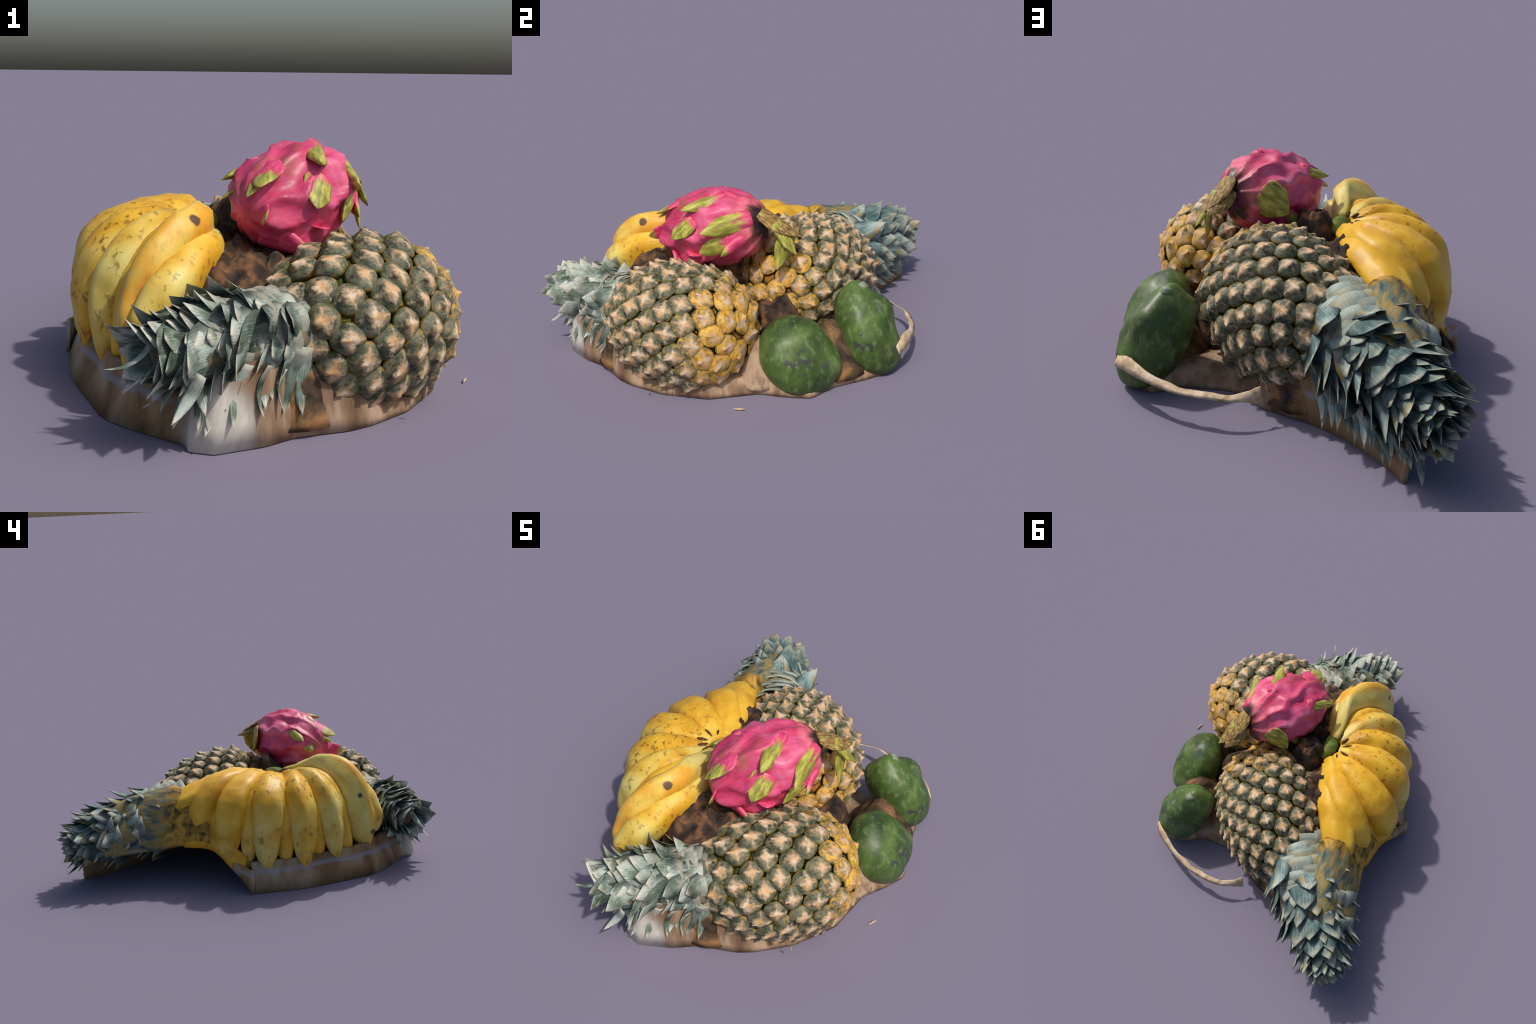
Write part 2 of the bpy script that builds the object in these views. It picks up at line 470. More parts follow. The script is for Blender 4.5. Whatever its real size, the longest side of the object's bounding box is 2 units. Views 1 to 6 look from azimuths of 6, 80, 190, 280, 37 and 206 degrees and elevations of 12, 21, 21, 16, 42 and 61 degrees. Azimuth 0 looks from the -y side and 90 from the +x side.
def pineapple(loc, axis, a, b, bz, spacing, label, plane=None, tail_gold=1.0, power=2.25, seed=0, drape=1.0):
    """axis points from crown to tail end; returns (empty, surface function)"""
    r = random.Random(seed)
    loc = V(loc)
    crownward = -V(axis).normalized()
    R = frame(crownward, (0, 0, 1))                 # local X to crown, Z up
    top = thing("pineapple", (loc.x, loc.y, 0), label, "pineapple")
    scale_z = bz / b

    def prof(t):                                    # t -1 tail .. 1 crown
        return b * max(0, 1 - abs(t) ** power) ** (1 / power) * (1 - .05 * t)

    def surf(t, phi):
        rr = prof(t)
        c, s_ = math.cos(phi), math.sin(phi)
        if s_ < 0:                                  # the lower half sags towards the table
            c = math.copysign(abs(c) ** drape, c) * (1 - .12 * s_ * s_)
        return loc + R @ V((t * a, rr * c, rr * s_ * scale_z))
    # core
    verts, faces = [], []
    nr, ns = 40, 56
    M = Matrix.Translation(loc) @ R.to_4x4()
    for i in range(nr + 1):
        t = -math.cos(math.pi * i / nr)
        for j in range(ns):
            p = surf(t, 2 * math.pi * j / ns) - loc
            p = p * (.985 + .012 * fbm(p, 14, seed))
            verts.append(R.transposed() @ p)
    for i in range(nr):
        for j in range(ns):
            q = i * ns + j, i * ns + (j + 1) % ns, (i + 1) * ns + (j + 1) % ns, (i + 1) * ns + j
            faces.append(q[::-1])
    me = mesh_from("pineapple_flesh", verts, faces)
    bm = bmesh.new(); bm.from_mesh(me)
    bmesh.ops.remove_doubles(bm, verts=bm.verts, dist=1e-5)
    bmesh.ops.recalc_face_normals(bm, faces=bm.faces)
    bm.to_mesh(me); bm.free()
    Mi = M.inverted()
    cut_below(me, Mi @ V((0, 0, .004)), (Mi.to_3x3() @ V((0, 0, 1))))
    if plane:
        cut_below(me, Mi @ V(plane[0]), Mi.to_3x3() @ V(plane[1]))
    add("pineapple_body", me, top, PINE_BODY, M)
    # golden-angle spiral of equal-area eyes from the blossom end to the crown
    T = np.linspace(-.999, .965, 800)
    P = np.array([(t * a, prof(t)) for t in T])
    ds = np.hypot(*np.diff(P, axis=0).T)
    A = np.r_[0, np.cumsum(2 * math.pi * (P[1:, 1] + P[:-1, 1]) / 2 * ds)]
    cell = spacing * spacing * .866
    for i in range(int(A[-1] / cell)):
        t = float(np.interp((i + .5) * cell, A, T))
        phi = i * math.pi * (3 - 5 ** .5) + r.uniform(-.03, .03) + seed
        if True:
            p = surf(t, phi)
            if p.z < .055:
                continue
            if plane and (p - V(plane[0])).dot(V(plane[1])) < .02:
                continue
            e = 1e-3
            du = (surf(min(.999, t + e), phi) - surf(t - e, phi)).normalized()
            dv = (surf(t, phi + e) - surf(t, phi - e)).normalized()
            nn = du.cross(dv).normalized()
            if nn.dot(p - loc) < 0:
                nn = -nn
            y = nn.cross(du)
            h = spacing * .60 * r.uniform(.93, 1.09)
            hw = spacing * .59 * r.uniform(.92, 1.08) * (1.12 if nn.z < -.1 else 1)
            Mx = Matrix((du * h, y * hw, nn * r.uniform(.026, .036) * (.7 if t < -.6 else 1))).transposed().to_4x4()
            Mx = Matrix.Translation(p + nn * .001) @ Mx
            ob = add("fruitlet", EYES[r.randrange(len(EYES))], top, None, Mx)
            ob["ripeness"] = float(min(1, max(0, tail_gold * smooth(-t, .2, .95) + r.uniform(-.2, .2))))
    return top, R, surf

def crown(top, pts, radii, n, leaf_set, lens, lean, core_squash=1.0, planes=(), seed=1, zmin=.03, wid=(.8, 1.2), out_by=0.0):
    """leaves in a golden-angle spiral on a tapering heart"""
    r = random.Random(seed)
    line = catmull(pts, 40)
    axis = (V(pts[-1]) - V(pts[0])).normalized()
    side = axis.cross(V((0, 0, 1))).normalized()
    up = side.cross(axis)
    verts, faces = [], []
    ns = 28
    o = V(pts[0])
    for i, c in enumerate(line):
        t = i / 40
        rr = interp(t, radii)
        if i == 40:
            rr *= .3
        for j in range(ns):
            a = 2 * math.pi * j / ns
            d = side * math.cos(a) + up * math.sin(a) * core_squash
            verts.append(c + d * rr * (.93 + .07 * fbm(c + d * rr, 12, seed)) - o)
    for i in range(40):
        for j in range(ns):
            faces.append((i * ns + j, i * ns + (j + 1) % ns, (i + 1) * ns + (j + 1) % ns, (i + 1) * ns + j))
    faces.append(tuple(range(ns))[::-1])
    faces.append(tuple(40 * ns + j for j in range(ns)))
    me = mesh_from("crown_heart", verts, faces)
    bm = bmesh.new(); bm.from_mesh(me)
    bmesh.ops.recalc_face_normals(bm, faces=bm.faces)
    bm.to_mesh(me); bm.free()
    cut_below(me, V((0, 0, .004)) - o, (0, 0, 1))
    for co, no in planes:
        cut_below(me, V(co) - o, no)
    heart = add("crown", me, top, CROWN_CORE, Matrix.Translation(o))
    ga = math.pi * (3 - 5 ** .5)
    for i in range(n):
        t = ((i + .5) / n) ** .9
        c = line[min(40, int(t * 40))]
        rr = interp(t, radii)
        phi = i * ga + r.uniform(-.15, .15)
        d = side * math.cos(phi) + up * math.sin(phi) * core_squash
        dn = d.normalized()
        ln = interp(t, lens) * r.uniform(.85, 1.15)
        le = interp(t, lean) * r.uniform(.8, 1.25)
        p = c + d * (rr * .98 + out_by) - axis * ln * .3
        x = (axis + dn * le + side * r.uniform(-.15, .15) + up * r.uniform(-.12, .12)).normalized()
        if p.z < zmin or (p + x * ln).z < .012:
            continue
        if any((p + x * ln * f - V(co)).dot(V(no)) < .0 for co, no in planes for f in (.2, .95)):
            continue
        F = frame(x, dn)
        w = r.uniform(*wid)
        Mx = Matrix.Translation(p) @ F.to_4x4() @ Matrix.Diagonal((ln, ln * w, ln, 1))
        add("leaf", leaf_set[r.randrange(len(leaf_set))], heart, None, Mx)
    return heart

# front pineapple, crown to the front left
pA, RA, surfA = pineapple((.334, -.398, .25), (.68, .73, .0), .322, .256, .238, .094,
                          "ripe pineapple lying down with pale green crown", drape=.55, seed=3)
short = [leaf_mesh("crown_leaf", k, LEAF_PALE, .44 + .05 * (k % 3), .02 + .10 * (k % 4)) for k in range(6)]
crown(pA, [(.12, -.60, .265), (-.03, -.735, .27), (-.19, -.865, .26)],
      [(0, .15), (.35, .145), (.8, .12), (1, .08)], 110, short,
      [(0, .13), (.5, .17), (1, .15)], [(0, .16), (.6, .08), (1, .02)], core_squash=.86, seed=5)
# hanging lower leaves at the front of that crown
drop = [leaf_mesh("hanging_leaf", 30 + k, LEAF_PALE, .13, .05) for k in range(3)]
heartA = [o for o in bpy.data.objects if o.name.startswith("crown") and o.parent == pA][0]
for base, tip in [((.0, -.86, .23), (-.055, -.905, .045)), ((.06, -.835, .23), (.024, -.885, .062)), ((.11, -.80, .22), (.09, -.845, .085)),
                  ((-.06, -.93, .23), (-.13, -.985, .11)), ((.15, -.765, .20), (.14, -.80, .09)), ((-.2, -.88, .3), (-.30, -.96, .235)),
                  ((-.21, -.84, .33), (-.315, -.905, .34)), ((-.17, -.80, .22), (-.23, -.84, .09)), ((-.1, -.74, .25), (-.17, -.76, .11))]:
    b, t = V(base), V(tip)
    out = (b - V((-.0, -.76, .27)))
    add("leaf", drop[rng.randrange(3)], heartA, None,
        Matrix.Translation(b) @ frame(t - b, out).to_4x4() @ Matrix.Diagonal(((t - b).length,) * 3 + (1,)))

for k in range(14):
    f = (k + rng.uniform(-.3, .3)) / 13
    w = V((-.07, -.905, 0)).lerp(V((.20, -.74, 0)), f)
    b_ = w + V((rng.uniform(-.02, .02), .015, rng.uniform(.22, .30)))
    t_ = w + V((rng.uniform(-.06, .0), rng.uniform(-.03, -.012), rng.uniform(.05, .15)))
    L_ = (t_ - b_).length
    add("leaf", drop[k % 3], heartA, None, Matrix.Translation(b_) @ frame(t_ - b_, V((.5, -.8, .3))).to_4x4() @ Matrix.Diagonal((L_, L_ * 1.2, L_, 1)))

# rear pineapple, crown to the back left
VOID = (V((-.045, .30, .0)), V((.39, .05, 1)).normalized())
pB, RB, surfB = pineapple((-.018, .238, .278), (.66, -.73, .17), .362, .27, .262, .088,
                          "pineapple lying behind with long bluish crown", plane=VOID, drape=.7, seed=11, tail_gold=.8)
CROWN_CUT = (V((-.6, .45, .19)), V((.554, .356, 1)).normalized())
long = [leaf_mesh("crown_leaf", 50 + k, LEAF_BLUE, .28 + .04 * (k % 3), .0 + .03 * (k % 4)) for k in range(6)]
heartB = crown(pB, [(-.26, .40, .28), (-.38, .56, .275), (-.51, .745, .25), (-.595, .87, .215)],
      [(0, .185), (.3, .175), (.7, .125), (1, .08)], 140, long,
      [(0, .26), (.5, .27), (1, .13)], [(0, .08), (.5, -.01), (1, -.05)], planes=(CROWN_CUT,), seed=9, out_by=.012)
# withered leaf mass bridging crown and bananas, with yellowed leaves on it
vs, fs = [], []
edge_ = catmull([(-.585, .15, .215), (-.563, .29, .212), (-.598, .446, .197), (-.632, .575, .188), (-.665, .70, .175)], 30)
top_ = catmull([(.42, 0, 0), (.485, 0, 0), (.465, 0, 0), (.43, 0, 0), (.36, 0, 0)], 30)
o = edge_[15].copy()
for i, e in enumerate(edge_):
    zt = top_[i].x
    sec = [(0, e.z), (.002, e.z + .05), (.024, e.z + .11), (.08, zt - .06), (.16, zt), (.25, zt - .03), (.30, e.z + .08), (.16, e.z + .02), (.06, e.z + .012), (0, e.z)]
    ring = catmull([(x, 0, z) for x, z in sec], 36)[:-1]
    for q in ring:
        p = V((e.x + q.x * .92, e.y + q.x * .35, q.z))
        p += V((-1, -.3, .6)).normalized() * .010 * fbm(p, 10, 8)
        vs.append(p - o)
m_ = len(ring)
for i in range(30):
    for j in range(m_):
        fs.append((i * m_ + j, i * m_ + (j + 1) % m_, (i + 1) * m_ + (j + 1) % m_, (i + 1) * m_ + j))
fs += [tuple(range(m_))[::-1], tuple(30 * m_ + j for j in range(m_))]
me = mesh_from("leaf_sheath", vs, fs)
bm = bmesh.new(); bm.from_mesh(me)
bmesh.ops.recalc_face_normals(bm, faces=bm.faces)
bm.to_mesh(me); bm.free()
add("leaf_sheath", me, heartB, SHEATH, Matrix.Translation(o))
# bluish leaves pressed flat against the banana side
for k, (b_, t_) in enumerate([((-.60, .50, .35), (-.655, .72, .29)), ((-.585, .53, .39), (-.60, .77, .33)), ((-.625, .52, .27), (-.685, .72, .22)),
                              ((-.54, .55, .42), (-.56, .78, .37)), ((-.64, .62, .32), (-.69, .82, .25)), ((-.655, .64, .25), (-.705, .83, .19)), ((-.62, .66, .37), (-.64, .87, .30))]):
    b_, t_ = V(b_) + V((.016, 0, 0)), V(t_) + V((.012, 0, 0))
    add("leaf", long[k % 6], heartB, None, Matrix.Translation(b_) @ frame(t_ - b_, b_ - V((-.45, .55, .22))).to_4x4() @ Matrix.Diagonal(((t_ - b_).length,) * 3 + (1,)))
# blunt closing bundle at the crown's tip
for k in range(12):
    a = k * 2.4
    o_ = V((.84, .54, 0)) * math.cos(a) + V((0, 0, 1)) * math.sin(a)
    rr = .022 + .055 * math.sqrt(k / 11)
    b_ = V((-.565, .80, .225)) + o_ * rr
    t_ = V((-.64, .935, .205)) + o_ * rr * .9 + V((0, 0, rng.uniform(-.02, .02)))
    if t_.z < .12:
        continue
    add("leaf", long[k % 6], heartB, None, Matrix.Translation(b_) @ frame(t_ - b_, o_).to_4x4() @ Matrix.Diagonal(((t_ - b_).length,) * 3 + (1,)))
# leaves drooping to the ground on the far side
droop = [leaf_mesh("drooping_leaf", 60 + k, LEAF_BLUE, .13, .03) for k in range(3)]
for k in range(18):
    f = (k + rng.uniform(-.2, .2)) / 17
    w = V((-.17, .60, 0)).lerp(V((-.52, .885, 0)), f)
    out = V((.63, .77, 0))
    b_ = w - out * rng.uniform(-.004, .02) + V((.03, -.03, rng.uniform(.21, .27) - .05 * f))
    t_ = w + out * rng.uniform(.004, .018) + V((-.05, .05, rng.uniform(.025, .09)))
    add("leaf", droop[k % 3], heartB, None, Matrix.Translation(b_) @ frame(t_ - b_, out + V((0, 0, .4))).to_4x4() @ Matrix.Diagonal(((t_ - b_).length,) * 3 + (1,)))

# ------------------------------------------------------------------ bananas
hand = thing("banana_bunch", (-.40, -.2, 0), "hand of ripe yellow bananas with brown freckles", "bananas")

def banana(pts, half_w, half_h, label_pale, freckles, seed, out_hint, tipk=1.0, nub=True):
    n, ns = 36, 20
    line = catmull(pts, n)
    verts, faces = [], []
    o = line[n // 2]
    for i, c in enumerate(line):
        t = i / n
        tan = (line[min(n, i + 1)] - line[max(0, i - 1)]).normalized()
        bend = V(out_hint) - tan * V(out_hint).dot(tan)
        nz = bend.normalized()
        sd = tan.cross(nz).normalized()
        f = interp(t, [(0, .42), (.10, .50), (.22, .74), (.38, .95), (.6, 1), (.8, .92), (.91, .68), (.97, .42), (1, .24)])
        for j in range(ns):
            a = 2 * math.pi * j / ns + .3
            # five soft ridges
            ridge = 1 + .065 * math.cos(5 * a)
            d = sd * math.cos(a) * half_w + nz * math.sin(a) * half_h
            p = c + d * f * ridge
            p += d.normalized() * .006 * fbm(p, 9, seed)
            verts.append(p - o)
    for i in range(n):
        for j in range(ns):
            faces.append((i * ns + j, i * ns + (j + 1) % ns, (i + 1) * ns + (j + 1) % ns, (i + 1) * ns + j))
    faces.append(tuple(range(ns))[::-1])
    faces.append(tuple(n * ns + j for j in range(ns)))
    me = mesh_from("banana", verts, faces)
    bm = bmesh.new(); bm.from_mesh(me)
    bmesh.ops.recalc_face_normals(bm, faces=bm.faces)
    bm.to_mesh(me); bm.free()
    ob = add("banana", me, hand, BANANA, Matrix.Translation(o))
    ob["paleness"] = label_pale
    ob["freckles"] = freckles
    if nub:
        tan = (line[-1] - line[-2]).normalized()
        vs, fs = [], []
        for i, (z, rr) in enumerate([(-.006, .8), (.004, 1), (.014, .8), (.018, .3)]):
            for j in range(10):
                a = 2 * math.pi * j / 10
                vs.append((z, rr * .018 * math.cos(a), rr * .018 * math.sin(a)))
        for i in range(3):
            for j in range(10):
                fs.append((i * 10 + j, i * 10 + (j + 1) % 10, (i + 1) * 10 + (j + 1) % 10, (i + 1) * 10 + j))
        fs.append(tuple(range(30, 40)))
        add("banana_tip", mesh_from("banana_tip", vs, fs), ob, NUB, Matrix.Translation(line[-1]) @ frame(tan, (0, .3, 1)).to_4x4())
    return ob

HUB = V((-.19, -.14, .49))
outer = [
    ([(-.165, -.20, .49), (-.155, -.40, .52), (-.23, -.54, .46), (-.29, -.59, .33), (-.318, -.648, .14)], .066, .105, .75, .25),
    ([(-.20, -.20, .49), (-.27, -.33, .507), (-.37, -.43, .43), (-.415, -.47, .30), (-.425, -.495, .10)], .07, .07, .55, .7),
    ([(-.215, -.18, .49), (-.315, -.26, .505), (-.445, -.305, .45), (-.505, -.335, .32), (-.525, -.335, .09)], .075, .07, .3, 1.0),
    ([(-.22, -.15, .49), (-.345, -.155, .505), (-.50, -.155, .455), (-.56, -.155, .34), (-.585, -.14, .09)], .088, .072, .35, 1.0),
    ([(-.215, -.11, .49), (-.32, -.045, .505), (-.48, .025, .455), (-.555, .05, .34), (-.588, .06, .15)], .092, .072, .15, .45),
    ([(-.20, -.08, .49), (-.29, .06, .495), (-.40, .15, .45), (-.465, .21, .35), (-.505, .25, .25)], .09, .085, .05, .2),
]
for k, (pts, hw, hh, pale, fr) in enumerate(outer):
    mid = V(pts[2])
    hint = V((mid.x + .12, mid.y + .12, 0)).normalized() * .6 + V((0, 0, .8))
    hint = V((mid.x - HUB.x, mid.y - HUB.y, .25))
    ob = banana(pts, hw, hh, pale, fr, 20 + k, hint)
    if k == 0:
        o_ = ob.matrix_basis.translation
        spots = [(tuple(V(p) - o_), r_) for p, r_ in [((-.141, -.52, .565), .021), ((-.314, -.617, .417), .017), ((-.345, -.69, .222), .02), ((-.33, -.665, .30), .013)]]
        c_ = sum(((V(p).x * .8 - V(p).y * .6) for p in pts[1:]), 0) / 4
        ob.data.materials[0] = mat_banana("front_banana_peel", spots, c_ - (o_.x * .8 - o_.y * .6))
# inner row, tucked between and below
for k in range(5):
    A_, B_ = outer[k][0], outer[k + 1][0]
    pts = []
    for q, (a_, b_) in enumerate(zip(A_, B_)):
        p = (V(a_) + V(b_)) / 2
        pull = [0, .02, .035, .03, .02][q]
        p += (V((HUB.x, HUB.y, p.z)) - p).normalized() * pull - V((0, 0, .02 if q else .01))
        p.z = max(p.z, .09 if k < 4 else .2)
        pts.append(p)
    mid = pts[2]
    banana(pts, .06, .065, .2, .5, 40 + k, V((mid.x - HUB.x, mid.y - HUB.y, .25)))
# one flattened fruit pressed against the rear pineapple, one under the front fruit
banana([(-.20, -.05, .49), (-.27, .08, .485), (-.35, .20, .46), (-.42, .31, .42), (-.47, .40, .36)], .085, .06, .0, .1, 61, V((-.5, .6, .9)), nub=False)
banana([(-.13, -.24, .46), (-.115, -.43, .455), (-.185, -.585, .39), (-.245, -.655, .29), (-.27, -.69, .20)], .066, .09, .45, .7, 62, V((-.1, -.5, .4)), nub=False)
for k in range(5):
    a_, b_ = V(outer[k][0][1]), V(outer[k + 1][0][1])
    mid = (a_ + b_) / 2
    d = V((mid.x - HUB.x, mid.y - HUB.y, 0)).normalized()
    c = V((HUB.x, HUB.y, .522)) + d * .085
    vs, fs = [], []
    for i, (t, w) in enumerate([(-.5, .15), (-.3, .8), (0, 1), (.3, .6), (.5, .1)]):
        for j in range(10):
            a = 2 * math.pi * j / 10
            vs.append((t * .085, w * .009 * math.cos(a), w * .010 * math.sin(a)))
    fs = [(i * 10 + j, i * 10 + (j + 1) % 10, (i + 1) * 10 + (j + 1) % 10, (i + 1) * 10 + j) for i in range(4) for j in range(10)]
    fs += [tuple(range(10))[::-1], tuple(range(40, 50))]
    add("neck_scar", mesh_from("neck_scar", vs, fs), hand, BRUISE, Matrix.Translation(c) @ frame(d + V((0, 0, -.05)), (0, 0, 1)).to_4x4())
# woody stalk joining the fruits
vs, fs = [], []
st = catmull([(-.15, -.22, .485), (-.165, -.15, .50), (-.15, -.07, .485)], 16)
for i, c in enumerate(st):
    f = math.sin(math.pi * (i + .6) / 17.2) ** .5
    for j in range(14):
        a = 2 * math.pi * j / 14
        vs.append(c + V((math.cos(a) * .04 * f, 0, math.sin(a) * .032 * f)) * (1 + .15 * fbm(c, 20, j)) - st[8])
for i in range(16):
    for j in range(14):
        fs.append((i * 14 + j, i * 14 + (j + 1) % 14, (i + 1) * 14 + (j + 1) % 14, (i + 1) * 14 + j))
fs += [tuple(range(14))[::-1], tuple(16 * 14 + j for j in range(14))]
add("stalk", mesh_from("stalk", vs, fs), hand, STEM_GREEN, Matrix.Translation(st[8]))

# ------------------------------------------------------------------ green mangoes
mangoes = []
def mango(c, axes, radii, label, bumps, seed, taper=0.0):
    c = V(c)
    A = [V(x).normalized() for x in axes]
    nr, ns = 40, 56
    verts, faces = [], []
    o = V((c.x, c.y, 0))
    for i in range(nr + 1):
        th = math.pi * i / nr
        for j in range(ns):
            ph = 2 * math.pi * j / ns
            u = V((math.sin(th) * math.cos(ph), math.sin(th) * math.sin(ph), math.cos(th)))
            tp = 1 - taper * u.x
            d = A[0] * u.x * radii[0] + (A[1] * u.y * radii[1] + A[2] * u.z * radii[2]) * tp
            p = c + d
            for bp, amt, wd in bumps:
                g = math.exp(-((p - V(bp)).length / wd) ** 2)
                p += (V(bp) - c).normalized() * amt * g
            p += d.normalized() * .012 * fbm(p, 6, seed)
            p.z = max(p.z, .003)
            verts.append(p - o)
    for i in range(nr):
        for j in range(ns):
            faces.append((i * ns + j, (i + 1) * ns + j, (i + 1) * ns + (j + 1) % ns, i * ns + (j + 1) % ns))
    me = mesh_from("green_mango", verts, faces)
    bm = bmesh.new(); bm.from_mesh(me)
    bmesh.ops.remove_doubles(bm, verts=bm.verts, dist=1e-6)
    bmesh.ops.recalc_face_normals(bm, faces=bm.faces)
    bm.to_mesh(me); bm.free()
    ob = add("green_mango", me, None, MANGO, Matrix.Translation(o))
    ob["label"] = label
    ob["category"] = "mango"
    return ob
m_patch["loc"] = (-.135, .03, -.17)
MANGO = mat_mango()
mango((.543, .069, .127), [(.277, .536, -.797), (.414, -.815, -.405), (-.867, -.219, -.448)], (.187, .164, .129),
      "plump green mango lying on its side", [((.62, .21, .12), .02, .07)], 2)
m2 = mango((.453, .39, .182), [(-.27, -.17, .95), (.6, .8, 0), (-.75, .55, -.1)], (.205, .136, .127),
           "green mango standing on end with dark blotches", [((.405, .375, .375), .02, .06), ((.335, .325, .275), .02, .06), ((.47, .51, .30), .04, .10)], 3, .12)
vs, fs = [], []
for i, (z, rr) in enumerate([(-.02, 1.1), (.0, 1), (.012, .9), (.016, .5)]):
    for j in range(12):
        a = 2 * math.pi * j / 12
        vs.append((rr * .024 * math.cos(a), rr * .024 * math.sin(a), z * .7))
for i in range(3):
    for j in range(12):
        fs.append((i * 12 + j, i * 12 + (j + 1) % 12, (i + 1) * 12 + (j + 1) % 12, (i + 1) * 12 + j))
fs.append(tuple(range(36, 48)))
add("stem_scar", mesh_from("stem_scar", vs, fs), m2, mat_flat("stem_scar", lin(108, 122, 92), lin(150, 158, 132), lin(140, 168, 160), 30),
    Matrix.Translation((.405, .378, .372)) @ frame(V((1, 0, .3)), V((-.35, -.3, .9))).to_4x4())

# ------------------------------------------------------------------ dragon fruit
dc = V((.124, -.205, .604))
dax = V((.572, .809, .136)).normalized()
drag = thing("dragon_fruit", (dc.x, dc.y, .4), "bright pink dragon fruit with green tipped scales", "dragon fruit")
DR = frame(dax, (0, 0, 1))
da, db = .245, .169
nr, ns = 64, 80
verts, faces = [], []
lumps = [((.19, -.19, .785), .008, .06), ((.045, -.40, .70), .025, .05), ((.075, -.45, .57), .03, .04), ((.30, -.25, .65), .02, .06),
         ((.10, -.40, .54), .03, .07), ((-.06, -.27, .68), .015, .06), ((.21, -.38, .62), .02, .06), ((.2, -.35, .46), .04, .06)]
for i in range(nr + 1):
    th = math.pi * i / nr
    for j in range(ns):
        ph = 2 * math.pi * j / ns
        x = -math.cos(th)
        s = math.sin(th) ** .9 * (1 - .09 * smooth(-x, .0, .8) - .05 * smooth(x, .3, 1))
        d = V((x * da, s * math.cos(ph) * db, s * math.sin(ph) * db))
        p = dc + DR @ d
        nn = (p - dc).normalized()
        # shallow overlapping folds running along the fruit
        sw = math.sin(ph * 5 + 2.2 * x + 1.5 * noise.noise(nn * 2.2))
        fold = (1 - abs(sw) ** .8 * 1.6) * .017 * math.sin(th)     # creased ridges
        p += nn * (fold + .010 * fbm(nn, 1.7, 4.0, 2))
        for bp, amt, wd in lumps:
            g = math.exp(-((p - V(bp)).length / wd) ** 2)
            p += (V(bp) - dc).normalized() * amt * g
        verts.append(DR.transposed() @ (p - dc))
for i in range(nr):
    for j in range(ns):
        faces.append((i * ns + j, i * ns + (j + 1) % ns, (i + 1) * ns + (j + 1) % ns, (i + 1) * ns + j))
me = mesh_from("dragon_fruit_body", verts, faces)
bm = bmesh.new(); bm.from_mesh(me)
bmesh.ops.remove_doubles(bm, verts=bm.verts, dist=1e-6)
bmesh.ops.recalc_face_normals(bm, faces=bm.faces)
bm.to_mesh(me); bm.free()
add("dragon_fruit_body", me, drag, DRAGON, Matrix.Translation(dc) @ DR.to_4x4())

from mathutils.bvhtree import BVHTree
DTREE = BVHTree.FromPolygons([v.co.copy() for v in me.vertices], [tuple(p.vertices) for p in me.polygons])
def on_skin(p, up=.0):
    """pull a point onto the dragon fruit's skin"""
    q = DR.transposed() @ (V(p) - dc)
    d = q.normalized()
    hit = DTREE.ray_cast(d * .6, -d)
    return dc + DR @ (hit[0] + d * up)

def tongue(k, plump):
    """fleshy scale along +X, base at 0, rounded base and pointed tip, lens section"""
    r = random.Random(k)
    n, ns = 14, 16
    verts, faces = [], []
    for i in range(n + 1):
        t = i / n
        w = interp(t, [(0, .7), (.1, .88), (.35, 1), (.6, .86), (.82, .5), (.94, .22), (1, .02)])
        lift = .16 * t ** 3
        for j in range(ns):
            a = 2 * math.pi * j / ns
            y, z = math.cos(a) * w, math.sin(a) * plump * min(1, w * 1.3)
            z += lift - .10 * y * y + .05 * noise.noise(V((t * 3, y * 2, k)))
            verts.append((t, y * (1 + .1 * noise.noise(V((t * 4, k, 0)))), z))
    for i in range(n):
        for j in range(ns):
            faces.append((i * ns + j, i * ns + (j + 1) % ns, (i + 1) * ns + (j + 1) % ns, (i + 1) * ns + j))
    faces += [tuple(range(ns))[::-1], tuple(n * ns + j for j in range(ns))]
    return mesh_from("scale", verts, faces)
TONGUE = [tongue(k, .15) for k in range(4)]
for t_ in TONGUE:
    t_.materials.append(SCALE)
TONGUE_DRY = tongue(9, .12)
TONGUE_DRY.materials.append(DRY)

def scale(base, tip, width, green, height=1.0, me=None, k=0, out=None, lift=.09):
    b, t = V(base), V(tip)
    if out is None:
        b0 = on_skin(b, -.006)
        t = on_skin(t, max(.02, min(lift, .05)))
        b = b0
    out = V(out) if out else (b + t) / 2 - dc
    L = (t - b).length
    M = Matrix.Translation(b) @ frame(t - b, out).to_4x4() @ Matrix.Diagonal((L, width, L * .55 * height, 1))
    ob = add("scale", me or TONGUE[k % 4], drag, None, M)
    ob["greenness"] = green
    return ob

S = [((.195, -.165, .79), (.208, -.352, .695), .042, .35), ((.225, -.335, .69), (.20, -.40, .585), .055, .4),
     ((.045, -.36, .735), (.052, -.445, .645), .055, .05), ((.06, -.40, .585), (.072, -.475, .565), .035, -.1),
     ((.05, -.36, .52), (.205, -.385, .445), .05, -.25), ((.31, -.06, .69), (.292, -.29, .635), .05, .35),
     ((.325, -.165, .585), (.285, -.31, .54), .055, .3), ((.22, -.33, .50), (.275, -.39, .49), .04, -.9),
     ((-.01, -.21, .725), (-.085, -.30, .645), .032, .35), ((.135, .02, .665), (.03, -.03, .575), .075, .55),
     ((-.06, -.31, .64), (-.10, -.355, .595), .03, .2), ((.02, -.39, .68), (.0, -.46, .62), .025, .2),
     ((.04, -.1, .52), (-.04, -.13, .43), .04, -.4), ((-.05, -.2, .53), (-.10, -.2, .42), .035, -.5),
     ((.0, -.02, .55), (-.07, -.05, .43), .025, .4), 
     ((.30, -.12, .60), (.31, -.22, .545), .03, -.2)]
